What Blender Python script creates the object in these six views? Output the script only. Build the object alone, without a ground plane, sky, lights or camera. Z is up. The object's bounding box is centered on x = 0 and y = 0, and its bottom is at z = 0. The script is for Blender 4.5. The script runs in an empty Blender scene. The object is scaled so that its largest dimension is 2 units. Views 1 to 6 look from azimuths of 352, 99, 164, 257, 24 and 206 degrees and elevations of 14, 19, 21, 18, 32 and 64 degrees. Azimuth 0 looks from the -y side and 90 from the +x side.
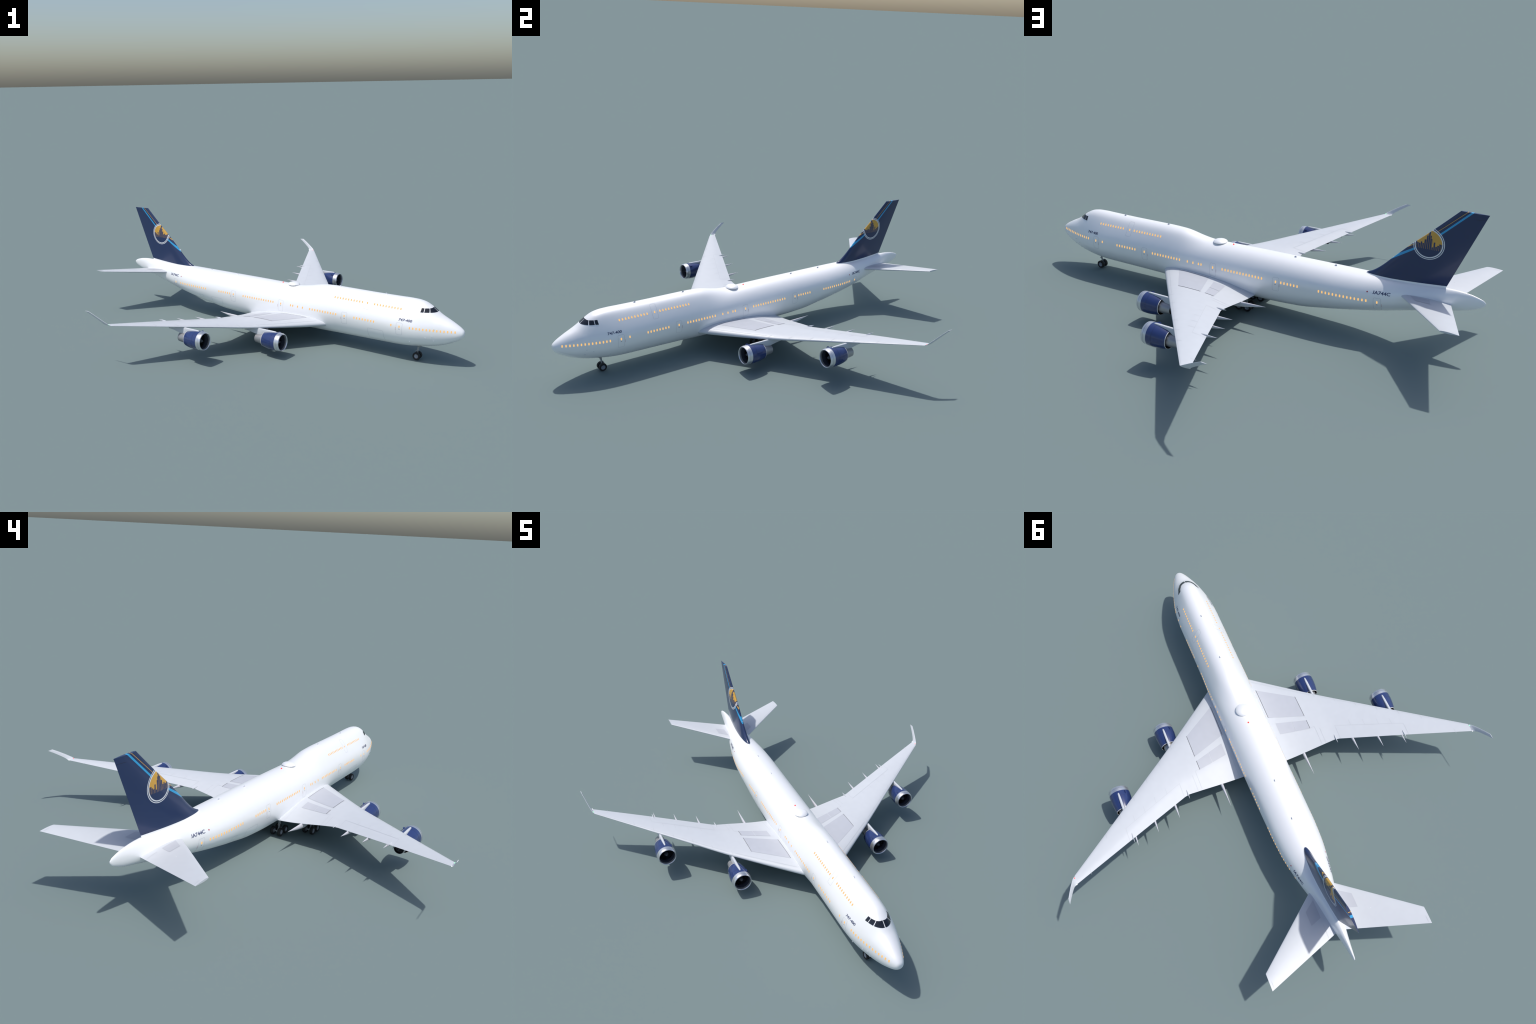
"""A four-engined wide-body jet airliner with an upper-deck hump, parked on its landing gear.

Everything is modelled in the aircraft's own frame (x forward, y to port, z up, metres of
the final scale); an Empty turns that frame to its heading.  Parts are lofts (fuselage,
wings, tail), lathes (engines, wheels) and small panels laid on those surfaces."""
import bpy, bmesh, math
import numpy as np
from mathutils import Vector, Matrix
from mathutils.bvhtree import BVHTree

HEADING = math.radians(-44.02)
OFFSET = -0.013                      # sideways shift of the centre line from the world origin

# ------------------------------------------------------------------ materials
def new_mat(name):
    m = bpy.data.materials.new(name)
    m.use_nodes = True
    nt = m.node_tree
    return m, nt, nt.nodes["Principled BSDF"]

def set_in(b, **kw):
    for k, v in kw.items():
        s = b.inputs[k.replace("_", " ")]
        s.default_value = (*v, 1.0) if isinstance(v, tuple) and len(v) == 3 else v

def paint(name, col, rough=0.35, metal=0.0, coat=0.0, spec=0.5, var=0.02, scale=30.0):
    """Painted or bare surface with a faint noise in tone and gloss."""
    m, nt, b = new_mat(name)
    set_in(b, Roughness=rough, Metallic=metal, Coat_Weight=coat, Coat_Roughness=0.08)
    b.inputs["Specular IOR Level"].default_value = spec
    tc = nt.nodes.new("ShaderNodeTexCoord")
    no = nt.nodes.new("ShaderNodeTexNoise"); no.inputs["Scale"].default_value = scale
    nt.links.new(tc.outputs["Object"], no.inputs["Vector"])
    cr = nt.nodes.new("ShaderNodeValToRGB")
    cr.color_ramp.elements[0].position = 0.3; cr.color_ramp.elements[1].position = 0.7
    cr.color_ramp.elements[0].color = (*[c * (1 - var) for c in col], 1)
    cr.color_ramp.elements[1].color = (*[min(1, c * (1 + var)) for c in col], 1)
    nt.links.new(no.outputs["Fac"], cr.inputs["Fac"])
    nt.links.new(cr.outputs["Color"], b.inputs["Base Color"])
    return m

def lamp(name, col, strength, base):
    """A lit lamp or lit cabin window."""
    m, nt, b = new_mat(name)
    set_in(b, Base_Color=base, Roughness=0.4, Emission_Color=col, Emission_Strength=strength)
    b.inputs["Specular IOR Level"].default_value = 0.2
    return m

WHITE = (0.945, 0.95, 0.96)
NAVY = (0.017, 0.034, 0.104)
M = {}
M["white"] = paint("white_paint", WHITE, 0.36, metal=0.18, var=0.005)
M["wing"] = paint("wing_grey_paint", (0.595, 0.622, 0.660), 0.42, var=0.012)
M["panel"] = paint("darker_grey_panel", (0.50, 0.52, 0.57), 0.42, var=0.015)
M["under"] = paint("fairing_grey_paint", (0.60, 0.60, 0.64), 0.4, var=0.02)
M["seam"] = paint("seam_grey", (0.50, 0.525, 0.565), 0.6)
M["door_seam"] = paint("door_seam_grey", (0.52, 0.54, 0.60), 0.6)
M["gap"] = paint("dark_gap", (0.08, 0.08, 0.09), 0.7)
M["navy"] = paint("navy_gloss", (0.022, 0.042, 0.150), 0.22, coat=0.5, var=0.05)
M["ink"] = paint("dark_blue_lettering", (0.070, 0.085, 0.175), 0.5)
M["lip"] = paint("polished_metal", (0.68, 0.70, 0.73), 0.33, metal=0.8, var=0.02)
M["core"] = paint("exhaust_metal", (0.42, 0.42, 0.44), 0.42, metal=0.65, var=0.06)
M["dark"] = paint("dark_inside", (0.012, 0.013, 0.018), 0.6)
M["duct"] = paint("inlet_duct", (0.050, 0.055, 0.075), 0.45)
M["blade"] = paint("fan_blade_metal", (0.05, 0.055, 0.065), 0.35, metal=0.7)
M["spinner"] = paint("spinner_grey", (0.075, 0.08, 0.09), 0.35, metal=0.3)
M["rim"] = paint("pale_rim", (0.62, 0.62, 0.62), 0.4)
M["tyre"] = paint("tyre_rubber", (0.014, 0.014, 0.015), 0.7)
M["hub"] = paint("wheel_hub_grey", (0.30, 0.33, 0.38), 0.5, metal=0.2)
M["strut"] = paint("gear_strut_grey", (0.38, 0.40, 0.42), 0.45, metal=0.3)
M["glass"] = paint("cockpit_glass", (0.010, 0.013, 0.022), 0.10, spec=0.6)
M["red"] = paint("red_marking", (0.42, 0.012, 0.03), 0.4)
M["pink"] = paint("faded_red_mark", (0.62, 0.36, 0.38), 0.5)
M["antenna"] = paint("antenna_grey", (0.55, 0.58, 0.64), 0.4)
M["window"] = lamp("lit_cabin_window", (1.0, 0.585, 0.215), 0.92, (0.10, 0.065, 0.03))
M["green_lamp"] = lamp("green_lamp", (0.25, 1.0, 0.42), 1.3, (0.2, 0.6, 0.3))
M["red_lamp"] = lamp("red_lamp", (1.0, 0.06, 0.05), 0.9, (0.5, 0.05, 0.05))
M["white_lamp"] = lamp("white_lamp", (1, 1, 1), 1.5, (0.8, 0.8, 0.8))

# ------------------------------------------------------------------ helpers
def smoothstep(t):
    t = min(1, max(0, t)); return t * t * (3 - 2 * t)

def pchip(xs, ys, x):
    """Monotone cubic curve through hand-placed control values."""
    xs = np.asarray(xs, float); ys = np.asarray(ys, float)
    if xs[0] > xs[-1]: xs, ys = xs[::-1], ys[::-1]
    x = np.clip(np.asarray(x, float), xs[0], xs[-1])
    h = np.diff(xs); d = np.diff(ys) / h; m = np.zeros_like(ys); m[0], m[-1] = d[0], d[-1]
    for i in range(1, len(xs) - 1):
        if d[i - 1] * d[i] > 0:
            w1, w2 = 2 * h[i] + h[i - 1], h[i] + 2 * h[i - 1]
            m[i] = (w1 + w2) / (w1 / d[i - 1] + w2 / d[i])
    i = np.clip(np.searchsorted(xs, x) - 1, 0, len(xs) - 2); t = (x - xs[i]) / h[i]
    return ((1 + 2 * t) * (1 - t) ** 2 * ys[i] + t * (1 - t) ** 2 * h[i] * m[i]
            + t * t * (3 - 2 * t) * ys[i + 1] + t * t * (t - 1) * h[i] * m[i + 1])

def add_obj(name, verts, faces, mats, parent=None, smooth=None, face_mats=None):
    me = bpy.data.meshes.new(name)
    me.from_pydata([tuple(map(float, v)) for v in verts], [], faces)
    for m in (mats if isinstance(mats, (list, tuple)) else [mats]):
        me.materials.append(m)
    if face_mats is not None:
        me.polygons.foreach_set("material_index", face_mats)
    me.update()
    bm = bmesh.new(); bm.from_mesh(me)
    bmesh.ops.recalc_face_normals(bm, faces=bm.faces[:])
    bm.to_mesh(me); bm.free()
    if smooth is not None:
        shade(me, smooth)
    ob = bpy.data.objects.new(name, me)
    bpy.context.scene.collection.objects.link(ob)
    if parent: ob.parent = parent
    return ob

def shade(me, angle):
    me.shade_smooth()
    if angle < 179:
        me.set_sharp_from_angle(angle=math.radians(angle))

def empty(name, parent=None, loc=(0, 0, 0)):
    o = bpy.data.objects.new(name, None); o.empty_display_size = 0.05; o.location = loc
    bpy.context.scene.collection.objects.link(o)
    if parent: o.parent = parent
    return o

def grid_faces(ns, n, close=True):
    f = []
    for i in range(ns - 1):
        for j in range(n if close else n - 1):
            k = (j + 1) % n
            f.append((i * n + j, i * n + k, (i + 1) * n + k, (i + 1) * n + j))
    return f

def loft(rings, cap=True):
    """Skin a list of equal-length closed rings."""
    n = len(rings[0]); v = [p for r in rings for p in r]; f = grid_faces(len(rings), n)
    if cap:
        f.append(tuple(range(n))[::-1]); f.append(tuple(range((len(rings) - 1) * n, len(rings) * n)))
    return v, f

def lathe(profile, n=48, centre=(0, 0, 0)):
    """Revolve (x, r) points round an axis parallel to x."""
    v = []
    for x, r in profile:
        for k in range(n):
            a = 2 * math.pi * k / n
            v.append((centre[0] + x, centre[1] + r * math.cos(a), centre[2] + r * math.sin(a)))
    return v, grid_faces(len(profile), n)

def merge(*parts):
    V, F, I = [], [], []
    for k, (v, f) in enumerate(parts):
        o = len(V); V += list(v); F += [tuple(i + o for i in q) for q in f]; I += [k] * len(f)
    return V, F, I

def tube(p, q, r, n=12, r2=None):
    p, q = Vector(p), Vector(q); d = (q - p).normalized()
    a = d.orthogonal().normalized(); b = d.cross(a); r2 = r if r2 is None else r2
    rings = [[c + (a * math.cos(t) + b * math.sin(t)) * rr for t in
              [2 * math.pi * k / n for k in range(n)]] for c, rr in ((p, r), (q, r2))]
    return loft(rings)

def ribbon(pts, nors, width, lift=0.0004):
    """Thin strip along a surface path."""
    v, f = [], []
    m = len(pts)
    for i in range(m):
        t = (pts[min(i + 1, m - 1)] - pts[max(i - 1, 0)]).normalized()
        s = nors[i].cross(t).normalized() * width / 2
        v += [pts[i] + s + nors[i] * lift, pts[i] - s + nors[i] * lift]
    for i in range(m - 1):
        f.append((2 * i, 2 * i + 1, 2 * i + 3, 2 * i + 2))
    return v, f

# ------------------------------------------------------------------ aircraft
root = empty("airliner", None)
root.rotation_euler = (0, 0, HEADING)
root.location = (-math.sin(HEADING) * OFFSET, math.cos(HEADING) * OFFSET, 0)
root["label"] = "white four-engined jumbo jet airliner with navy tail fin"
root["category"] = "airplane"

# ------------------------------------------------------------------ fuselage
X_NOSE, X_TAIL = 1.3915, -1.022
# station x : crown, keel, half width, height of widest point (the main lobe)
MAIN = [
    (1.3915, .1955, .1945, .0005, .1950), (1.3890, .2080, .1815, .0132, .1942), (1.375, .2222, .1640, .0268, .1918),
    (1.345, .2400, .1445, .0420, .1896), (1.300, .2617, .1222, .0594, .1882), (1.250, .2815, .1054, .0757, .1880),
    (1.200, .2890, .0936, .0902, .1883), (1.150, .2915, .0852, .1012, .1884), (1.100, .2950, .0776, .1073, .1890),
    (1.030, .2990, .0725, .1108, .1906), (.950, .3005, .0705, .1109, .1922), (.850, .3010, .0687, .1107, .1928),
    (.650, .3012, .0650, .1112, .1928), (.450, .3010, .0630, .1113, .1922), (.200, .3035, .0620, .1115, .1916),
    (.000, .3045, .0625, .1120, .1919), (-.150, .3042, .0680, .1120, .1948), (-.300, .3038, .0893, .1118, .1993),
    (-.420, .3040, .1115, .1066, .2046), (-.550, .3045, .1364, .0896, .2137), (-.700, .3058, .1696, .0582, .2287),
    (-.800, .3064, .1918, .0380, .2403), (-.880, .3068, .2089, .0243, .2502), (-.950, .3005, .2250, .0132, .2590),
    (-1.000, .2872, .2455, .0066, .2653), (-1.018, .2790, .2570, .0038, .2676), (-1.022, .2735, .2645, .0020, .2690)]
# station x : crown and radius of the upper-deck lobe
HUMP = [
    (1.280, .2619, .0468), (1.240, .2949, .0501), (1.200, .3215, .0530), (1.160, .3380, .0556), (1.120, .3432, .0581),
    (1.080, .3438, .0604), (1.030, .3425, .0625), (.950, .3412, .0645), (.850, .3402, .0662), (.650, .3400, .0690),
    (.550, .3360, .0711), (.450, .3165, .0744), (.350, .2960, .0781), (.250, .2778, .0818)]

def fuselage_rings(xd, n):
    A = np.array(MAIN); H = np.array(HUMP)
    q = np.sqrt(np.maximum(X_NOSE - xd, 0)); Q = np.sqrt(np.maximum(X_NOSE - A[:, 0], 0))
    top, keel, w, zc = (pchip(Q, A[:, k], q) for k in (1, 2, 3, 4))
    w = np.maximum(w, 1e-4); bt = np.maximum(top - zc, 1e-4); bb = np.maximum(zc - keel, 1e-4)
    QH = np.sqrt(X_NOSE - H[:, 0])
    hz, hr = pchip(QH, H[:, 1], q), pchip(QH, H[:, 2], q)
    fore, aft = q < QH[0], q > QH[-1]
    hz = np.where(fore | aft, zc, hz); hr = np.where(fore | aft, 0.0, hr)
    hc = hz - hr

    # wing-to-body fairing: the lower flanks swell between the wing's leading edge and the aft hold
    swell = pchip([-.28, -.18, -.02, .12, .45, .58, .68], [0, .0042, .0085, .0098, .0095, .0070, 0], xd)

    def support(th):
        """Convex hull of the two lobes, as a smooth support function."""
        ny, nz = np.sin(th), np.cos(th)
        b = np.where(nz > 0, bt[:, None], bb[:, None])
        h1 = np.sqrt((w[:, None] * ny) ** 2 + (b * nz) ** 2)
        h2 = np.maximum((hc - zc)[:, None] * nz + hr[:, None], 1e-5)
        mx = np.maximum(h1, h2); p = 28.0
        flank = np.exp(-((np.abs((th + np.pi) % (2 * np.pi) - np.pi) - 2.16) / .48) ** 2)
        return mx * ((h1 / mx) ** p + (h2 / mx) ** p) ** (1 / p) + swell[:, None] * flank
    th = np.linspace(0, 2 * np.pi, n, endpoint=False)[None, :]; e = 1e-3
    h = support(th); dh = (support(th + e) - support(th - e)) / (2 * e)
    y = h * np.sin(th) + dh * np.cos(th); z = h * np.cos(th) - dh * np.sin(th) + zc[:, None]
    return np.stack([np.broadcast_to(xd[:, None], y.shape), y, z], -1)

qs = np.concatenate([np.linspace(0.0, 0.5, 60), np.sqrt(np.linspace(.26, X_NOSE - X_TAIL, 200))])
R = fuselage_rings(X_NOSE - qs ** 2, 112)
fus_v, fus_f = loft([[Vector(map(float, p)) for p in r] for r in R])
fuselage = add_obj("fuselage", fus_v, fus_f, M["white"], root, 60)
FUS = BVHTree.FromPolygons([tuple(v) for v in fus_v], fus_f)

def skin(x, z, side):
    """Point and outward normal of the fuselage side at station x, height z."""
    hit, nor, _, _ = FUS.ray_cast(Vector((x, side * 0.4, z)), Vector((0, -side, 0)))
    if hit is None:
        return None
    if nor.y * side < 0: nor = -nor
    # smooth normal from neighbouring hits
    a = FUS.ray_cast(Vector((x + .006, side * .4, z)), Vector((0, -side, 0)))[0]
    b = FUS.ray_cast(Vector((x - .006, side * .4, z)), Vector((0, -side, 0)))[0]
    c = FUS.ray_cast(Vector((x, side * .4, z + .005)), Vector((0, -side, 0)))[0]
    d = FUS.ray_cast(Vector((x, side * .4, z - .005)), Vector((0, -side, 0)))[0]
    if a and b and c and d:
        nn = (a - b).cross(c - d).normalized()
        nor = nn if nn.y * side > 0 else -nn
    return hit, nor

def crown(x):
    hit, nor, _, _ = FUS.ray_cast(Vector((x, 0, .6)), Vector((0, 0, -1)))
    return hit.z

# -- cabin windows: one shared pane, set into every row
def pane_mesh(name, w, h, mat, e=3.2, depth=.0010):
    n = 20; ring = []
    for k in range(n):
        a = 2 * math.pi * k / n; c, s = math.cos(a), math.sin(a)
        ring.append((w / 2 * math.copysign(abs(c) ** (2 / e), c), h / 2 * math.copysign(abs(s) ** (2 / e), s)))
    v = [(x, y, -depth) for x, y in ring] + [(x * .96, y * .98, .0005) for x, y in ring]
    f = [(k, (k + 1) % n, n + (k + 1) % n, n + k) for k in range(n)] + [tuple(range(n, 2 * n))]
    me = bpy.data.meshes.new(name); me.from_pydata(v, [], f); me.materials.append(mat); me.update()
    return me

PANE = pane_mesh("cabin_window", .0074, .0128, M["window"])

def place(name, me, x, z, side, parent):
    hit, nor = skin(x, z, side)
    up = Vector((0, 0, 1)); up = (up - nor * up.dot(nor)).normalized()
    right = up.cross(nor)
    ob = bpy.data.objects.new(name, me)
    ob.matrix_local = Matrix(((right.x, up.x, nor.x, hit.x), (right.y, up.y, nor.y, hit.y),
                              (right.z, up.z, nor.z, hit.z), (0, 0, 0, 1)))
    bpy.context.scene.collection.objects.link(ob); ob.parent = parent
    return ob

DOORS = [1.0688, .7342, .3030, -.0560, -.5621]
ROWS = [(1.3526, 1.1269, 14), (1.0215, 1.0215, 1), (.9183, .7964, 8), (.6800, .5063, 11), (.4570, .4570, 1),
        (.4225, .4225, 1), (.3890, .3730, 2), (.2467, .0211, 14), (-.0849, -.1719, 6), (-.2830, -.5125, 14)]
for side in (1, -1):
    for a, b, k in ROWS:
        for x in np.linspace(a, b, k):
            place("cabin_window", PANE, float(x), .2075, side, fuselage)
    for x in DOORS:
        place("cabin_window", PANE, x, .2062, side, fuselage)
    for a, b, k in ((1.0588, .9020, 10), (.8583, .8583, 1), (.8270, .6527, 11)):
        for x in np.linspace(a, b, k):
            place("cabin_window", PANE, float(x), .2938, side, fuselage)

# -- doors: a thin leaf standing a hair proud, outlined by its seam
def outline(x0, x1, z0, z1, r, step=.004):
    pts = []
    for cx, cz, a0 in ((x1 - r, z1 - r, 0), (x0 + r, z1 - r, 90), (x0 + r, z0 + r, 180), (x1 - r, z0 + r, 270)):
        for k in range(7):
            a = math.radians(a0 + 15 * k); pts.append((cx + r * math.cos(a), cz + r * math.sin(a)))
    pts.append(pts[0])
    out = []
    for (a, b), (c, d) in zip(pts, pts[1:]):
        m = max(1, int(math.hypot(c - a, d - b) / step))
        out += [(a + (c - a) * i / m, b + (d - b) * i / m) for i in range(m)]
    out.append(pts[0])
    return out

def door(name, x0, x1, z0, z1, side, shear=0.0, r=.006, width=.0008, handle=True):
    zm = (z0 + z1) / 2
    path = [(x + shear * (z - zm), z) for x, z in outline(x0, x1, z0, z1, r)]
    ps = [skin(x, z, side) for x, z in path]; ps = [p for p in ps if p]
    parts = [ribbon([p[0] for p in ps], [p[1] for p in ps], width, .00035)]
    mats = [M["door_seam"]]
    if handle:
        xm = (x0 + x1) / 2 + .001; zh = z0 + .49 * (z1 - z0)
        hp = [skin(xm + .0035 * t, zh, side) for t in (-1, 0, 1)]
        parts.append(ribbon([p[0] for p in hp], [p[1] for p in hp], .0018, .0006)); mats.append(M["gap"])
        hp = [skin(x0 - .0035, z, side) for z in np.linspace(zm - .0095, zm + .006, 5)]
        parts.append(ribbon([p[0] for p in hp], [p[1] for p in hp], .0014, .0005)); mats.append(M["pink"])
    v, f, i = merge(*parts)
    return add_obj(name, v, f, mats, fuselage, None, i)

for side in (1, -1):
    for x in DOORS:
        door("cabin_door", x - .0172, x + .0168, .1612, .2268, side)
    door("upper_deck_door", .8426, .8742, .2632, .3285, side, handle=False)
door("cargo_door", .880, .975, .098, .164, -1, handle=False)
door("cargo_door", -.238, -.150, .120, .162, -1, handle=False)
door("cargo_door", -.345, -.312, .140, .160, -1, handle=False, r=.004)

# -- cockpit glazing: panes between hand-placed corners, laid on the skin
EYE = Vector((1.13, 0, .285))
def on_nose(p):
    d = (Vector(p) - EYE).normalized()
    hit, nor, _, _ = FUS.ray_cast(EYE, d)
    return hit, (nor if nor.dot(d) > 0 else -nor)

SILL = [(1.1666, .0612, .2911), (1.1862, .0578, .2915), (1.2111, .0427, .2922), (1.2440, .0000, .2935)]
HEAD = [(1.1673, .0454, .3118), (1.1844, .0420, .3116), (1.2052, .0278, .3107), (1.2160, .0000, .3135)]
def bow(a, b, t, lift):
    p = Vector(a).lerp(Vector(b), t); return p + Vector((lift * 4 * t * (1 - t), 0, 0))
for side in (1, -1):
    for k in range(3):
        bottom_bow = (0, .001, .006)[k]; top_bow = (0, .001, .005)[k]
        n, m = 14, 8; g0 = (.03, .07, .045)[k]; g1 = (.08, .055, .055)[k]
        v, f = [], []
        for i in range(n + 1):
            t = g0 + (1 - g0 - g1) * i / n
            a = bow(SILL[k], SILL[k + 1], t, bottom_bow); b = bow(HEAD[k], HEAD[k + 1], t, top_bow)
            for j in range(m + 1):
                p = a.lerp(b, j / m); p.y *= side
                hit, nor = on_nose(p); v.append(hit + nor * .0009)
        for i in range(n):
            for j in range(m):
                q = i * (m + 1) + j; f.append((q, q + 1, q + m + 2, q + m + 1))
        # rim going into the skin gives the pane its thickness
        o = len(v); edge = [i * (m + 1) for i in range(n + 1)] + [n * (m + 1) + j for j in range(1, m + 1)] + \
            [i * (m + 1) + m for i in range(n - 1, -1, -1)] + [j for j in range(m - 1, 0, -1)]
        for q in edge:
            hit, nor = on_nose(v[q]); v.append(hit - nor * .001)
        for q in range(len(edge)):
            r = (q + 1) % len(edge); f.append((edge[q], edge[r], o + r, o + q))
        add_obj("cockpit_window", v, f, M["glass"], fuselage, 40)

# -- lettering, registration and spots
def j_edge(body):
    """Right-hand limit of the first letter in text units."""
    cu = bpy.data.curves.new("probe_text", "FONT"); cu.body = body[0]; cu.offset = .022
    tmp = bpy.data.objects.new("probe_text", cu); bpy.context.scene.collection.objects.link(tmp)
    ev = tmp.evaluated_get(bpy.context.evaluated_depsgraph_get()); me = ev.to_mesh()
    edge = max(v.co.x for v in me.vertices) + .005
    ev.to_mesh_clear(); bpy.data.objects.remove(tmp); bpy.data.curves.remove(cu)
    return edge

def lettering(name, body, x_start, x_end, z0, height, side, slant=0.0):
    cu = bpy.data.curves.new(name, "FONT"); cu.body = body; cu.size = 1.0; cu.shear = slant; cu.offset = .022
    tmp = bpy.data.objects.new(name, cu); bpy.context.scene.collection.objects.link(tmp)
    dg = bpy.context.evaluated_depsgraph_get(); ev = tmp.evaluated_get(dg); me = ev.to_mesh()
    vs = np.array([v.co[:2] for v in me.vertices]); fs = [tuple(p.vertices) for p in me.polygons]
    ev.to_mesh_clear(); bpy.data.objects.remove(tmp); bpy.data.curves.remove(cu)
    if body[0] == "J":          # lift the hook of the J on to the base line
        first = vs[:, 0] < j_edge(body); low = vs[first, 1].min(); cap = vs[first, 1].max()
        vs[first, 1] = (vs[first, 1] - low) * cap / (cap - low)
    lo, hi = vs.min(0), vs.max(0); u = (vs - lo) / (hi - lo)
    out = []
    for a, b in u:
        hit, nor = skin(x_start + (x_end - x_start) * a, z0 + height * b, side); out.append(hit + nor * .0007)
    return add_obj(name, out, fs, M["ink"], fuselage)

lettering("type_lettering", "747-400", 1.1350, 1.0605, .2366, .0130, 1, .12)
lettering("type_lettering", "747-400", 1.0605, 1.1350, .2366, .0130, -1, .12)
lettering("registration", "JA744C", -.5375, -.6175, .2428, .0150, 1)
lettering("registration", "JA744C", -.6175, -.5375, .2428, .0150, -1)
SPOT = pane_mesh("red_spot", .0066, .0070, M["red"], 2.0)
for side in (1, -1):
    place("red_spot", SPOT, -.5130, .2490, side, fuselage)

# -- roof: blade antennas, beacon, satellite dome
for x in (.9413, .6513, -.1020, -.3157):
    z = crown(x); v, f = [], []
    for k, (xx, zz) in enumerate(((.0075, -.002), (-.0075, -.002), (-.0065, .0070), (.000, .0070))):
        for s in (-1, 1):
            v.append((x + xx, s * (.0013 if k < 2 else .0006), z + zz))
    f = [(0, 2, 4, 6), (1, 7, 5, 3), (0, 1, 3, 2), (2, 3, 5, 4), (4, 5, 7, 6), (6, 7, 1, 0)]
    add_obj("blade_antenna", v, f, M["antenna"], fuselage)

def knob(name, c, r, h, mat, parent, n=20):
    rings = []
    for t in np.linspace(0, math.pi / 2, 7):
        rr = r * math.cos(t) + 1e-5; zz = h * math.sin(t)
        rings.append([Vector((c[0] + rr * math.cos(a), c[1] + rr * math.sin(a), c[2] + zz)) for a in
                      [2 * math.pi * k / n for k in range(n)]])
    v, f = loft(rings); return add_obj(name, v, f, mat, parent, 60)

knob("beacon", (.2474, 0, crown(.2474) - .001), .0042, .0065, M["red_lamp"], fuselage)
dome_x, dome_z = .3260, .3060
prof = [(0, .0130), (.010, .0125), (.020, .0108), (.028, .0080), (.0340, .0042), (.0366, .0010), (.0360, -.0012), (.031, -.0032), (.022, -.0050), (.020, -.020)]
rings = [[Vector((dome_x + max(r, 1e-4) * 1.0 * math.cos(a), max(r, 1e-4) * math.sin(a), dome_z + z)) for a in
          [2 * math.pi * k / 48 for k in range(48)]] for r, z in prof]
v, f = loft(rings); add_obj("satellite_dome", v, f, M["white"], fuselage, 50)

# -- small probes round the nose
for side in (1, -1):
    for x, z in ((1.2084, .1641), (1.2411, .1766), (1.2496, .2160), (1.2485, .1506), (1.1227, .1291)):
        hit, nor = skin(x, z, side)
        v, f, _ = merge(tube(hit - nor * .001, hit + nor * .0030, .0009, 8), tube(hit + nor * .0027 - Vector((.0010, 0, 0)), hit + nor * .0027 + Vector((.0042, 0, 0)), .0007, 8))
        add_obj("probe", v, f, M["antenna"], fuselage)

# ------------------------------------------------------------------ aerofoils
UP = [(0, 0), (.006, .0140), (.02, .0250), (.05, .0370), (.10, .0505), (.18, .0640), (.30, .0715), (.45, .0720), (.58, .0675), (.72, .0545), (.86, .0285), (1, .0012)]
LO = [(0, 0), (.006, -.0130), (.02, -.0220), (.05, -.0305), (.10, -.0375), (.20, -.0450), (.35, -.0475), (.50, -.041), (.70, -.023), (.86, -.010), (1, -.0012)]
SY = [(0, 0), (.006, .0145), (.02, .025), (.05, .0375), (.10, .050), (.20, .061), (.32, .065), (.45, .062), (.60, .052), (.75, .036), (.90, .016), (1, .0012)]
def prof_z(tab, c):
    s = np.sqrt([t[0] for t in tab]); return pchip(s, [t[1] for t in tab], np.sqrt(c))
CH = (1 - np.cos(np.linspace(0, math.pi, 30))) / 2
def foil(le, te, up, k_up=1.0, k_lo=1.0, sym=False):
    """Closed aerofoil ring between leading and trailing edge points."""
    le, te, up = Vector(le), Vector(te), Vector(up); c = (te - le).length; ring = []
    pu = prof_z(SY if sym else UP, CH); pl = -prof_z(SY, CH) if sym else prof_z(LO, CH)
    for i in range(len(CH) - 1, -1, -1):
        ring.append(le.lerp(te, CH[i]) + up * (c * k_up * float(pu[i])))
    for i in range(1, len(CH)):
        ring.append(le.lerp(te, CH[i]) + up * (c * k_lo * float(pl[i])))
    return ring

# ------------------------------------------------------------------ wings
def le_x(y): return .6970 - .8345 * y
TE_Y, TE_X = [.05, .157, .40, .425, 1.035], [.068, .0660, .0605, .0540, -.2110]
def te_x(y): return float(np.interp(y, TE_Y, TE_X))
def le_z(y): return float(pchip([.05, .1085, .25, .4075, .60, .763, 1.035], [.1280, .1310, .1395, .1520, .1790, .2030, .2440], y))
def te_z(y): return float(pchip([.05, .157, .3533, .409, .50, .763, 1.032], [.1000, .1100, .1435, .1525, .1665, .2065, .2445], y))
def k_thick(y): return float(np.interp(y, [.1, .20, .45, 1.035], [.94, .96, .92, .78]))
def wing_top(x, y):
    c = min(1, max(0, (le_x(y) - x) / (le_x(y) - te_x(y))))
    return le_z(y) + (te_z(y) - le_z(y)) * c + (le_x(y) - te_x(y)) * k_thick(y) * float(prof_z(UP, c))
def wing_pt(x, y, side):
    e = .002
    z = wing_top(x, y); zx = (wing_top(x + e, y) - wing_top(x - e, y)) / (2 * e); zy = (wing_top(x, y + e) - wing_top(x, y - e)) / (2 * e)
    return Vector((x, side * y, z)), Vector((-zx, -side * zy, 1)).normalized()

def wing_path(pts, side, step=.012):
    out = []
    for (a, b), (c, d) in zip(pts, pts[1:]):
        m = max(2, int(math.hypot(c - a, d - b) / step)); out += [(a + (c - a) * i / m, b + (d - b) * i / m) for i in range(m)]
    out.append(pts[-1])
    return [wing_pt(x, y, side) for x, y in out]

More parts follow.
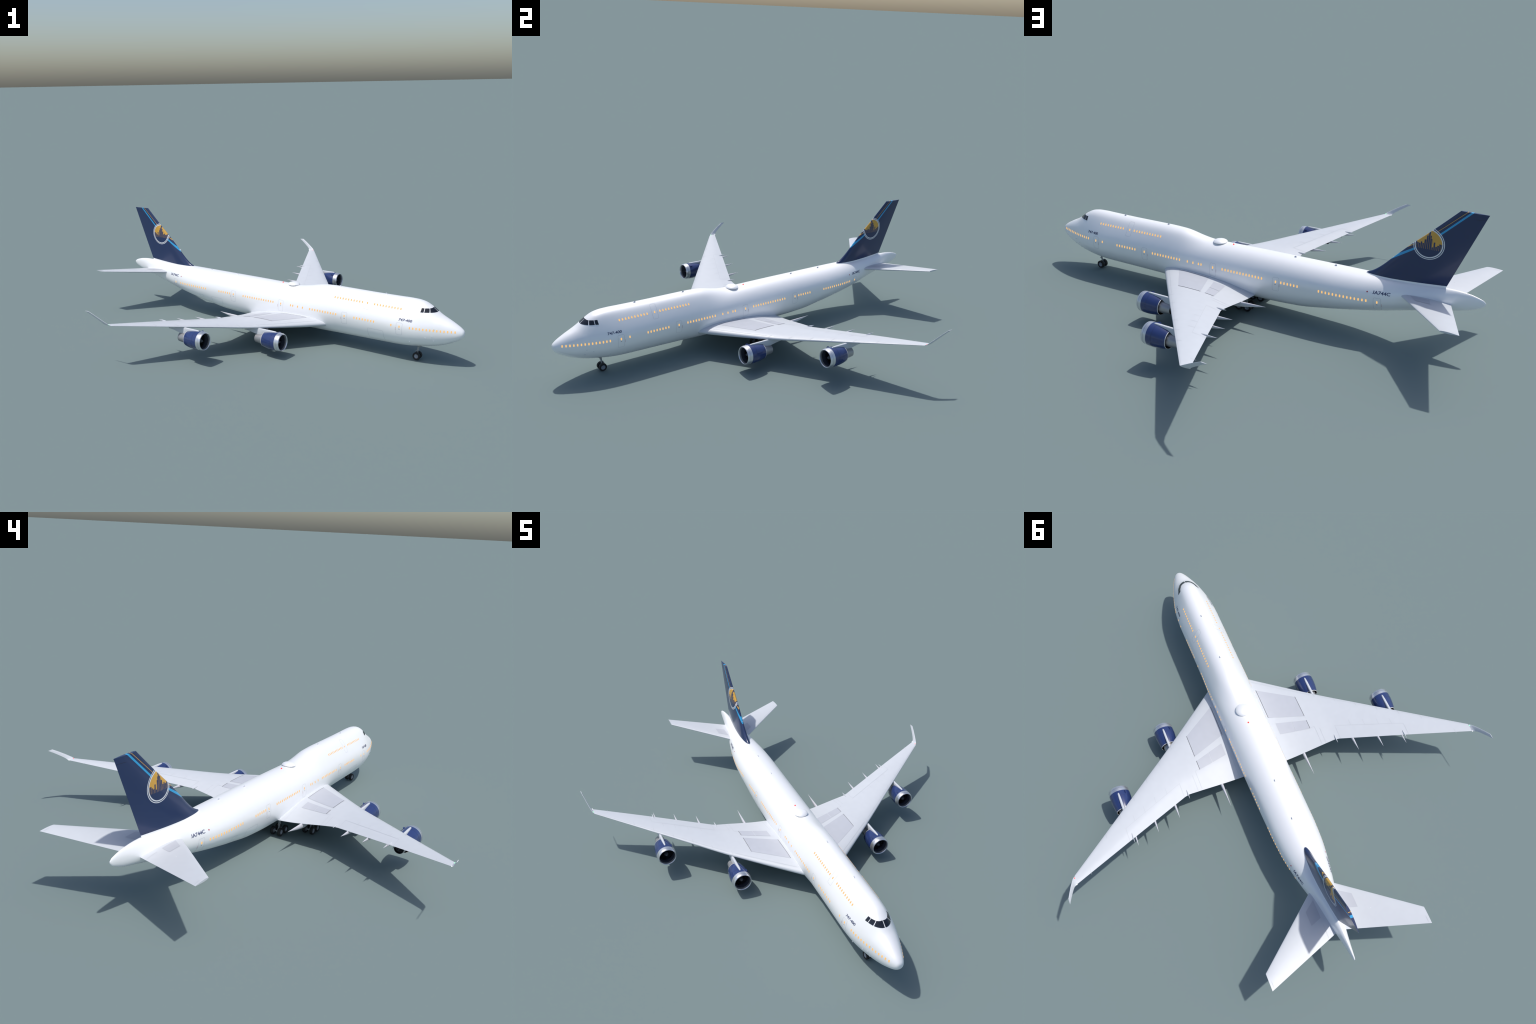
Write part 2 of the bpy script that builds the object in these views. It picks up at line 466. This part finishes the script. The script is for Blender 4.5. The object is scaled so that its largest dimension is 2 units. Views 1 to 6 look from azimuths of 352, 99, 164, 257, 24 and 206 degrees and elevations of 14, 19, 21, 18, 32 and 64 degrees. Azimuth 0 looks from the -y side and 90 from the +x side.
def wing_patch(c00, c01, c11, c10, side, nu=14, nv=14, lift=.0006):
    """Four-cornered panel lying on the upper skin, with a small edge thickness."""
    v, f = [], []
    for i in range(nu + 1):
        for j in range(nv + 1):
            s, t = i / nu, j / nv
            a = Vector(c00).lerp(Vector(c01), s); b = Vector(c10).lerp(Vector(c11), s); p = a.lerp(b, t)
            q, n = wing_pt(p.x, p.y, side); v.append(q + n * lift)
    for i in range(nu):
        for j in range(nv):
            q = i * (nv + 1) + j; f.append((q, q + 1, q + nv + 2, q + nv + 1))
    return v, f

WING_Y = np.concatenate([np.linspace(.05, .40, 22), np.linspace(.4125, .4375, 3), np.linspace(.46, 1.034, 34)])
def canoe(tip, y, x0, width, height, top, side):
    """Flap-track fairing: pointed tail, rounded nose hidden under the wing."""
    rings = []
    for t in np.linspace(0.0, 1.0, 26):
        x = x0 + (tip[0] - x0) * t
        s = (math.sin(math.pi * min(1, t / .38) / 2) ** .7 if t < .38 else 1 - ((t - .38) / .62) ** 1.25)
        s = max(s, .02)
        zt = top + (tip[2] - top) * smoothstep((t - .15) / .85) if t > .15 else top
        zt = top + (tip[2] + .0012 - top) * max(0, (t - .3) / .7)
        ring = []
        for k in range(16):
            a = 2 * math.pi * k / 16
            ring.append(Vector((x, side * (y + (tip[1] - y) * t) + width / 2 * s * math.cos(a), zt - height * s * .5 + height * s * .5 * math.sin(a))))
        rings.append(ring)
    return loft(rings)

for side in (1, -1):
    S = lambda p: (p[0], side * p[1], p[2])
    rings = [foil((le_x(y), side * y, le_z(y)), (te_x(y), side * y, te_z(y)), (0, 0, 1), k_thick(y), k_thick(y)) for y in WING_Y]
    v, f = loft(rings)
    wing = add_obj("wing", v, f, M["wing"], root, 50)
    # fillet where the wing meets the body
    rings = []
    for x in np.linspace(.585, .075, 50):
        t = (x - .075) / .51; s = min(1, 6 * t + .2) * min(1, 8 * (1 - t) + .1)
        yw = .106 + .010 * s; zf = wing_top(x, .108) + .006 * s
        a = Vector((x, side * .090, zf + .004)); b = Vector((x, side * yw, wing_top(x, yw) - .0005)); c = Vector((x, side * .104, wing_top(x, .106) + .004 * s))
        ring = [((1 - u) ** 2) * a + 2 * u * (1 - u) * c + u * u * b for u in np.linspace(0, 1, 8)]
        ring.append(Vector((x, side * .085, wing_top(x, .1) - .012)))
        rings.append(ring)
    v, f = loft(rings); add_obj("wing_root_fillet", v, f, M["wing"], wing, 60)
    # winglet, canted out and swept back, growing out of the tip section
    SECT = [((-.1690, 1.0335, .2440), (-.2125, 1.0335, .2445)), ((-.1735, 1.0400, .2475), (-.2165, 1.0405, .2475)),
            ((-.1840, 1.0455, .2560), (-.2230, 1.0460, .2555)), ((-.2010, 1.0512, .2665), (-.2370, 1.0517, .2660)),
            ((-.2250, 1.0585, .2810), (-.2595, 1.0590, .2803)), ((-.2560, 1.0670, .2985), (-.2870, 1.0673, .2974)),
            ((-.2880, 1.0755, .3150), (-.3165, 1.0757, .3134))]
    rings = []
    for k, (a, b) in enumerate(SECT):
        p, q = Vector(SECT[max(k - 1, 0)][0]), Vector(SECT[min(k + 1, 6)][0])
        d = (q - p); up = (d.cross(Vector(b) - Vector(a))); up.normalize()
        if up.z < 0 and k < 2: up = -up
        if k >= 2 and up.y > 0: up = -up
        rings.append(foil(S(a), S(b), (up.x, side * up.y, up.z), .75, .75, True))
    v, f = loft(rings); add_obj("winglet", v, f, M["wing"], wing, 60)
    # tip lamps
    lx = -.1790; p, n = wing_pt(lx, 1.0335, side)
    knob("position_lamp", (lx, side * 1.0375, .2465), .0034, .0032, M["red_lamp" if side > 0 else "green_lamp"], wing)
    knob("strobe_lamp", (-.2120, side * 1.0355, .2452), .0021, .0022, M["white_lamp"], wing)
    # darker walkway panels on the inner wing
    v, f = wing_patch((.4955, .1300, 0), (.3730, .3064, 0), (.2448, .3064, 0), (.3150, .1300, 0), side)
    add_obj("wing_panel", v, f, M["panel"], wing, 60)
    for a, b in ((.1528, .2310), (.2335, .3067)):
        g = lambda u: (.2703 + (.2179 - .2703) * u, .2043 + (.1685 - .2043) * u)
        u0, u1 = (a - .1528) / .1539, (b - .1528) / .1539
        v, f = wing_patch((g(u0)[0], a, 0), (g(u1)[0], b, 0), (g(u1)[1], b, 0), (g(u0)[1], a, 0), side)
        add_obj("wing_panel", v, f, M["panel"], wing, 60)
    gaps = [[(.4955, .1300), (.3160, .1300)], [(.3735, .3066), (.2450, .3066)], [(.2185, .3069), (.1685, .3069)]]
    parts = [ribbon(*zip(*wing_path(g, side)), .0018, .0010) for g in gaps]
    v, f, _ = merge(*parts); add_obj("panel_gap", v, f, M["gap"], wing)
    # control-surface and slat seams
    seams = [[(.168, .3315), (.068, .3315)], [(.150, .3530), (.066, .3530)], [(.128, .4293), (.054, .4293)],
             [(.128, .4293), (-.0190, .7475)], [(-.0190, .7475), (-.0855, .7475)], [(.205, .1290), (.068, .1290)],
             [(-.187, .9600), (-.1600, .9600)], [(.168, .3315), (.175, .2900)]]
    for y in (.505, .570, .635, .695):
        a = .128 + (y - .4293) * (-.0190 - .128) / (.7475 - .4293); seams.append([(a + .034, y), (a, y)])
    thin = [ribbon(*zip(*wing_path(g, side)), .0009, .0005) for g in seams]
    for y in (.4035, .4905, .5775, .6650, .7540, .8445):
        x = le_x(y); thin.append(ribbon(*zip(*wing_path([(x - .004, y), (x - .030, y)], side, .004)), .0011, .0005))
    thin.append(ribbon(*zip(*wing_path([(le_x(.125) - .030, .125), (le_x(.39) - .020, .39)], side)), .0009, .0005))
    thin.append(ribbon(*zip(*wing_path([(le_x(.42) - .017, .42), (le_x(1.02) - .006, 1.02)], side)), .0006, .0004))
    v, f, _ = merge(*thin); add_obj("wing_seam", v, f, M["seam"], wing)
    # flap-track fairings
    for tip, y, x0, w, h in (((-.0685, .2280, .1226), .2290, .190, .0175, .030), ((-.0484, .4871, .1631), .4880, .125, .0160, .021),
                             ((-.0865, .6060, .1813), .6070, .075, .0150, .019), ((-.1213, .7162, .1979), .7170, .025, .0140, .017)):
        xm = te_x(y); top = te_z(y) + .0005
        v, f = canoe(tip, y, x0, w, h, top, side); add_obj("flap_fairing", v, f, M["under"], wing, 60)
        # open slot between flap and fairing
        xs, zs, hw = te_x(y) - .003, te_z(y) - .0035, w * .30
        v = [(xs + dx, side * y + dy * hw * k, zs + dz) for dx, k in ((.010, 1), (-.012, .35)) for dy, dz in ((-1, -.004), (1, -.004), (1, .0022), (-1, .0022))]
        f = [(0, 1, 2, 3), (4, 7, 6, 5), (0, 4, 5, 1), (1, 5, 6, 2), (2, 6, 7, 3), (3, 7, 4, 0)]
        add_obj("flap_slot", v, f, M["gap"], wing)
    for xa, xb, y, za, zb in ((.0873, .0343, .4070, .1590, .1562), (-.0456, -.1026, .7280, .2055, .2051)):
        rings = []
        for t in np.linspace(0, 1, 11):
            s = max(.03, math.sin(math.pi * t ** .8)); x = xa + (xb - xa) * t
            zc = max(wing_top(x, y) - .001, za + (zb - za) * t - .001) if x > te_x(y) else zb + .0003
            rings.append([Vector((x, side * y + .0026 * s * math.cos(a), zc + .0042 * s * math.sin(a))) for a in [2 * math.pi * k / 10 for k in range(10)]])
        v, f = loft(rings); add_obj("hinge_fairing", v, f, M["wing"], wing, 60)

# ------------------------------------------------------------------ engines
def engine_meshes():
    """Lathe parts, x measured back from the intake highlight."""
    d = {}
    lip = [(-.0285, .0480), (-.0285, .0516), (-.0200, .0513), (-.0120, .0506), (-.0060, .0495), (-.0022, .0480), (0, .0459), (-.0012, .0440), (-.0050, .0428), (-.0120, .0420), (-.0150, .0418)]
    d["intake_lip"] = (lathe(lip, 64), M["lip"])
    d["intake_duct"] = (lathe([(-.0150, .0418), (-.040, .0418), (-.075, .0424)], 64), M["duct"])
    d["cowl"] = (lathe([(-.0287, .0518), (-.0450, .0520), (-.0650, .0512), (-.0850, .0492), (-.1050, .0458), (-.1205, .0420)], 64), M["navy"])
    d["cowl_rim"] = (lathe([(-.1205, .0420), (-.1232, .0412), (-.1232, .0402), (-.1190, .0402)], 64), M["rim"])
    d["fan_duct"] = (lathe([(-.1190, .0402), (-.100, .0410), (-.085, .0412), (-.085, .020)], 48), M["dark"])
    d["core_cowl"] = (lathe([(-.085, .0300), (-.105, .0308), (-.125, .0300), (-.150, .0276), (-.1785, .0245), (-.1785, .0232)], 48), M["core"])
    d["exhaust"] = (lathe([(-.1785, .0234), (-.165, .0225), (-.160, .0130), (-.178, .0090), (-.196, .0008)], 40), M["dark"])
    d["spinner"] = (lathe([(-.016, .0003), (-.018, .0030), (-.022, .0065), (-.027, .0098), (-.033, .0122), (-.039, .0125)], 32), M["spinner"])
    v, f = lathe([(-.0440, .0005), (-.0440, .0424)], 48)
    for k in range(26):
        a = 2 * math.pi * k / 26; o = len(v)
        for r, tw, cx in ((.0115, .10, .0070), (.026, .085, .0060), (.0415, .075, .0045)):
            for s in (-1, 1):
                b = a + s * tw * .5
                v.append((-.038 + s * cx * .6, r * math.cos(b), r * math.sin(b)))
        f += [(o, o + 1, o + 3, o + 2), (o + 2, o + 3, o + 5, o + 4)]
    d["fan"] = ((v, f), M["blade"])
    sm = []
    for x, r in ((-.0128, .05065), (-.0560, .05165)):
        sm.append(lathe([(x, r - .0010), (x, r + .0002), (x - .0006, r + .0002), (x - .0007, r - .0010)], 64))
    v, f, i = merge(*sm)
    d["cowl_seam"] = ((v, f), paint("cowl_seam_dark", (.014, .022, .065), .5))
    out = {}
    for k, ((v, f), mat) in d.items():
        me = bpy.data.meshes.new(k); me.from_pydata([tuple(p) for p in v], [], f); me.materials.append(mat)
        bm = bmesh.new(); bm.from_mesh(me); bmesh.ops.recalc_face_normals(bm, faces=bm.faces[:]); bm.to_mesh(me); bm.free()
        shade(me, 50); out[k] = me
    return out

ENG = engine_meshes()
for side in (1, -1):
    for ex, ey, ez in ((.5170, .4066, .0945), (.2298, .7286, .1414)):
        eng = empty("engine", root, (ex, side * ey, ez)); eng.rotation_euler = (0, math.radians(-2.2), 0)
        for k, me in ENG.items():
            o = bpy.data.objects.new(k, me); bpy.context.scene.collection.objects.link(o); o.parent = eng
        # strake on the inboard shoulder
        a = math.radians(52); rr = .0512; c = Vector((0, -side * math.cos(a), math.sin(a)))
        v = []
        for x, h in ((-.030, .0), (-.038, .0065), (-.047, .0065), (-.052, .0)):
            for s in (-1, 1):
                t = Vector((0, c.z, -c.y)) * .0011 * s
                v += [tuple(Vector((x, 0, 0)) + c * (rr - .002) + t), tuple(Vector((x, 0, 0)) + c * (rr + h) + t * .5)]
        f = []
        for i in range(3):
            q = 4 * i; f += [(q, q + 4, q + 5, q + 1), (q + 2, q + 3, q + 7, q + 6), (q + 1, q + 5, q + 7, q + 3)]
        add_obj("strake", v, f, M["navy"], eng)
        # pylon: rides on the cowl, then runs back under the wing
        lx, lz = le_x(ey), le_z(ey); dx0 = -.040
        # local coords: x back from lip, z up from the axis
        T = [(dx0, .0545, .0500), (-.046, .0572, .0490), (-.070, .0580, .0470), (-.100, .0587, .0430), (-.122, .0593, .0390),
             (-.140, .0600, .0270), (-.162, .0600, .0240), (-.180, .0570, .0260), (-.215, .0480, .0330), (-.262, .0400, .0392)]
        rings = []
        for k, (x, zt, zb) in enumerate(T):
            w = (.0016, .0042, .0056, .0058, .0058, .0058, .0058, .0055, .0042, .0010)[k]
            zt2 = zt + (.0 if ey < .6 else -.0005)
            ring = []
            for yy, zz in ((-w, zb), (-w, zt2 - .0028), (-w * .75, zt2 - .0008), (0, zt2), (w * .75, zt2 - .0008), (w, zt2 - .0028), (w, zb)):
                ring.append(Vector((x, yy, zz)))
            rings.append(ring)
        v, f = loft(rings); add_obj("pylon", v, f, M["wing"], eng, 45)

# ------------------------------------------------------------------ tailplane
for side in (1, -1):
    rings = []
    for y in np.linspace(0.0, .3800, 24):
        t = (y - .064) / .317
        le = (-.6668 - .2640 * t, side * y, .2515 + .0370 * t); tt = (y - .0232) / .3563
        te = (-.8788 - .1300 * tt, side * y, .2430 + .0450 * tt)
        rings.append(foil(le, te, (0, 0, 1), .80, .80, True))
    v, f = loft(rings); tp = add_obj("tailplane", v, f, M["wing"], root, 50)
    HB = BVHTree.FromPolygons([tuple(p) for p in v], f)
    def hp(x, y, lift=.0005):
        h, n, _, _ = HB.ray_cast(Vector((x, side * y, .6)), Vector((0, 0, -1)))
        return (h, n if n.z > 0 else -n)
    v, f = [], []
    for i in range(9):
        for j in range(9):
            s, t = i / 8, j / 8
            x0, x1 = -.7050 + (-.7440 + .7050) * s, -.7920 + (-.8117 + .7920) * s
            h, n = hp(x0 + (x1 - x0) * t, .0600 + .0520 * s); v.append(h + n * .0006)
    for i in range(8):
        for j in range(8):
            q = i * 9 + j; f.append((q, q + 1, q + 10, q + 9))
    add_obj("tailplane_panel", v, f, M["panel"], tp, 60)
    parts = []
    for (xa, ya), (xb, yb), w in (((-.7440, .1125), (-.8117, .1125), .0011), ((-.8250, .0620), (-.8880, .0620), .0008), ((-.9700, .3690), (-1.000, .3690), .0008)):
        pts = [hp(xa + (xb - xa) * t, ya + (yb - ya) * t) for t in np.linspace(0, 1, 8)]
        parts.append(ribbon([p[0] for p in pts], [p[1] for p in pts], w, .0008))
    v, f, _ = merge(*parts); add_obj("tailplane_seam", v, f, M["seam"], tp)
    h, n = hp(-.838, .165); knob("vent_stud", tuple(h), .0012, .0012, M["white"], tp, 10)

# ------------------------------------------------------------------ fin
FIN_LE = [(.285, -.4600), (.307, -.4730), (.3180, -.4960), (.3330, -.5190), (.3590, -.5500), (.3970, -.5880), (.4750, -.6680), (.5650, -.7680), (.6650, -.8740)]
def fin_le(z): return float(pchip([a for a, _ in FIN_LE], [b for _, b in FIN_LE], z))
def fin_te(z): return -.8440 - (z - .308) * .4190
def fin_half(z): return float(np.interp(z, [.285, .33, .45, .665], [.0215, .0205, .0150, .0062]))

m, nt, b = new_mat("fin_livery"); set_in(b, Roughness=.26, Coat_Weight=.2, Coat_Roughness=.06)
N, Lk = nt.nodes, nt.links
tc = N.new("ShaderNodeTexCoord"); sep = N.new("ShaderNodeSeparateXYZ"); Lk.new(tc.outputs["Object"], sep.inputs[0])
FX, FZ = sep.outputs["X"], sep.outputs["Z"]
def mth(op, a, b=None, c=None):
    n = N.new("ShaderNodeMath"); n.operation = op
    for i, s in enumerate((a, b, c)):
        if s is None: continue
        if isinstance(s, (int, float)): n.inputs[i].default_value = s
        else: Lk.new(s, n.inputs[i])
    return n.outputs[0]
def both(*a):
    r = a[0]
    for s in a[1:]: r = mth("MULTIPLY", r, s)
    return r
def either(a, b_): return mth("MAXIMUM", a, b_)
def above(x0, z0, x1, z1):
    """1 where the point lies above the line through the two given points."""
    k = (z1 - z0) / (x1 - x0)
    return mth("GREATER_THAN", mth("SUBTRACT", mth("SUBTRACT", FZ, z0), mth("MULTIPLY", mth("SUBTRACT", FX, x0), k)), 0.0)
def band(x0, z0, x1, z1, rise):
    """Stripe whose lower edge is the given line and which reaches 'rise' above it."""
    return both(above(x0, z0, x1, z1), mth("SUBTRACT", 1.0, above(x0, z0 + rise, x1, z1 + rise)))
CX, CZ = -.7520, .4990
dist = mth("SQRT", mth("ADD", mth("POWER", mth("SUBTRACT", FX, CX), 2.0), mth("POWER", mth("SUBTRACT", FZ, CZ), 2.0)))
def ring(a, b_): return both(mth("GREATER_THAN", dist, a), mth("LESS_THAN", dist, b_))
outside = mth("GREATER_THAN", dist, .0645)
disc = mth("LESS_THAN", dist, .0595)
upper = mth("GREATER_THAN", FZ, .4985); lower = mth("LESS_THAN", FZ, .4985)
blue = either(both(band(-.9305, .6663, -.8020, .5462, .0108), upper, outside),
              both(above(-.5880, .3954, -.6869, .4584), mth("SUBTRACT", 1.0, above(-.6256, .4316, -.6835, .4671)), lower, outside))
gold_line = either(both(band(-.9082, .6670, -.7848, .5569, .0026), upper, outside),
                   both(band(-.6690, .4715, -.6850, .4815, .0036), lower, outside))
# skyline: roof height steps along the row of towers
HEIGHTS = [.5080, .4978, .4961, .5032, .4983, .5160, .5340, .5545, .5369, .5235, .4868, .5098, .4921, .4982, .5052]
EDGES = [-.6984, -.7067, -.7150, -.7233, -.7317, -.7400, -.7470, -.7566, -.7629, -.7680, -.7732, -.7815, -.7898, -.7981]
cr = N.new("ShaderNodeValToRGB"); cr.color_ramp.interpolation = "CONSTANT"
SPAN0, SPAN1 = -.83, -.67
fac = mth("DIVIDE", mth("SUBTRACT", FX, SPAN0), SPAN1 - SPAN0)
Lk.new(fac, cr.inputs[0])
steps = [(0.0, HEIGHTS[-1])] + [((e - SPAN0) / (SPAN1 - SPAN0), h) for e, h in zip(EDGES[::-1], HEIGHTS[:-1][::-1])]
el = cr.color_ramp.elements
while len(el) < len(steps): el.new(1.0)
for e, (p, h) in zip(el, steps):
    e.position = p; e.color = (h, h, h, 1)
towers = mth("LESS_THAN", FZ, cr.outputs["Color"])
comb = mth("FRACT", mth("DIVIDE", mth("SUBTRACT", FX, -.6984), .00832))
slits = both(mth("LESS_THAN", mth("ABSOLUTE", mth("SUBTRACT", comb, .5)), 2.0), mth("GREATER_THAN", comb, .89), mth("GREATER_THAN", FZ, .4745))
gold = either(gold_line, both(disc, either(mth("SUBTRACT", 1.0, towers), slits)))
white_ring = either(ring(.0595, .0645), ring(.0680, .0712))
white_foot = mth("LESS_THAN", FZ, mth("ADD", .3070, mth("MULTIPLY", mth("MAXIMUM", mth("SUBTRACT", -.60, FX), 0.0), .035)))
def mixc(fac, a, col):
    n = N.new("ShaderNodeMix"); n.data_type = "RGBA"; Lk.new(fac, n.inputs["Factor"])
    if isinstance(a, tuple): n.inputs["A"].default_value = (*a, 1)
    else: Lk.new(a, n.inputs["A"])
    n.inputs["B"].default_value = (*col, 1); return n.outputs["Result"]
col = mixc(blue, NAVY, (.032, .345, .660))
col = mixc(gold, col, (.66, .365, .060))
col = mixc(white_ring, col, (.72, .74, .78))
col = mixc(white_foot, col, WHITE)
Lk.new(col, b.inputs["Base Color"]); M["fin"] = m

rings = []
for z in np.concatenate([np.linspace(.285, .36, 16), np.linspace(.37, .665, 30)]):
    le, te = (fin_le(z), 0, z), (fin_te(z), 0, z - (.002 if z > .66 else 0)); c = le[0] - te[0]
    k = fin_half(z) / (c * .065); rings.append(foil(le, te, (0, 1, 0), k, k, True))
v, f = loft(rings)
fin = add_obj("tail_fin", v, f, M["fin"], root, 45)
FB = BVHTree.FromPolygons([tuple(p) for p in v], f)
parts = []
for side in (1, -1):
    for pa, pb in (((-.935, .638), (-.981, .638)), ((-.770, .318), (-.842, .322))):
        pts = []
        for t in np.linspace(0, 1, 8):
            h, n, _, _ = FB.ray_cast(Vector((pa[0] + (pb[0] - pa[0]) * t, side * .3, pa[1] + (pb[1] - pa[1]) * t)), Vector((0, -side, 0)))
            if h: pts.append((h, n if n.y * side > 0 else -n))
        parts.append(ribbon([p[0] for p in pts], [p[1] for p in pts], .0009, .0005))
v, f, _ = merge(*parts); add_obj("rudder_seam", v, f, paint("rudder_seam_dark", (.03, .035, .06), .5), fin)
knob("fin_light", (fin_le(.405) - .001, 0, .403), .0022, .0035, M["white"], fin, 12)

# ------------------------------------------------------------------ landing gear
def wheel_meshes():
    r, w = .0214, .0165
    ty = [(w * .30, .0120), (w * .42, .0140), (w * .50, .0165), (w * .49, .0190), (w * .40, .0207), (w * .22, .0214), (0, .0215),
          (-w * .22, .0214), (-w * .40, .0207), (-w * .49, .0190), (-w * .50, .0165), (-w * .42, .0140), (-w * .30, .0120)]
    hb = [(w * .30, .0122), (w * .36, .0116), (w * .30, .0108), (w * .16, .0090), (w * .14, .0050), (w * .26, .0040), (w * .28, .0002)]
    hb2 = [(-x, q) for x, q in hb]
    def mk(name, profs, mat):
        parts = [lathe(p, 32) for p in profs]; v, f, _ = merge(*parts)
        v = [(y, x, z) for x, y, z in v]
        me = bpy.data.meshes.new(name); me.from_pydata(v, [], f); me.materials.append(mat)
        bm = bmesh.new(); bm.from_mesh(me); bmesh.ops.recalc_face_normals(bm, faces=bm.faces[:]); bm.to_mesh(me); bm.free()
        shade(me, 40); return me
    return mk("tyre", [ty], M["tyre"]), mk("wheel_hub", [hb, hb2], M["hub"])
TYRE, HUB = wheel_meshes()
def wheel(x, y, parent, scale=1.0):
    for me in (TYRE, HUB):
        o = bpy.data.objects.new(me.name, me); bpy.context.scene.collection.objects.link(o)
        o.location = (x, y, .0215 * scale); o.scale = (scale,) * 3; o.parent = parent

ng = empty("nose_gear", root)
for s in (1, -1): wheel(1.134, s * .0132, ng, .99)
v, f, _ = merge(tube((1.134, -.010, .0215), (1.134, .010, .0215), .0028), tube((1.134, 0, .018), (1.137, 0, .062), .0030),
                tube((1.136, 0, .050), (1.139, 0, .090), .0048), tube((1.137, 0, .064), (1.165, 0, .090), .0022),
                tube((1.133, .0035, .024), (1.136, .0035, .046), .0012), tube((1.133, -.0035, .024), (1.136, -.0035, .046), .0012),
                tube((1.137, .006, .066), (1.160, .009, .090), .0016), tube((1.137, -.006, .066), (1.160, -.009, .090), .0016),
                tube((1.136, 0, .056), (1.124, 0, .046), .0015), tube((1.124, 0, .046), (1.131, 0, .030), .0015),
                tube((1.139, -.007, .058), (1.139, .007, .058), .0028))
add_obj("gear_strut", v, f, M["strut"], ng, 40)
def bogie(name, cx, cy, top):
    g = empty(name, root)
    for dx in (-.0241, .0241):
        for dy in (-.0203, .0203): wheel(cx + dx, cy + dy, g)
    axle = [tube((cx + dx, cy - .016, .0215), (cx + dx, cy + .016, .0215), .0036) for dx in (-.0241, .0241)]
    s = 1 if cy > 0 else -1
    parts = axle + [tube((cx - .026, cy, .0215), (cx + .026, cy, .0215), .0046), tube((cx, cy, .0215), Vector((cx, cy, .0215)).lerp(Vector(top), .55), .0050),
                    tube(Vector((cx, cy, .0215)).lerp(Vector(top), .40), top, .0072), tube((cx - .002, cy, .034), (cx - .014, cy, .052), .0022),
                    tube((cx - .014, cy, .052), (cx - .004, cy, .066), .0022), tube((cx, cy, .055), (top[0] + .04, top[1], top[2]), .0028),
                    tube((cx, cy, .055), (top[0], top[1] - s * .035, top[2]), .0028), tube((cx - .022, cy + s * .004, .030), (cx - .004, cy + s * .004, .060), .0017)]
    v, f, _ = merge(*parts); add_obj("gear_strut", v, f, M["strut"], g, 40)
for s in (1, -1):
    bogie("body_gear", .1400, s * .0675, (.142, s * .066, .100))
    bogie("wing_gear", .2577, s * .1885, (.250, s * .178, .125))
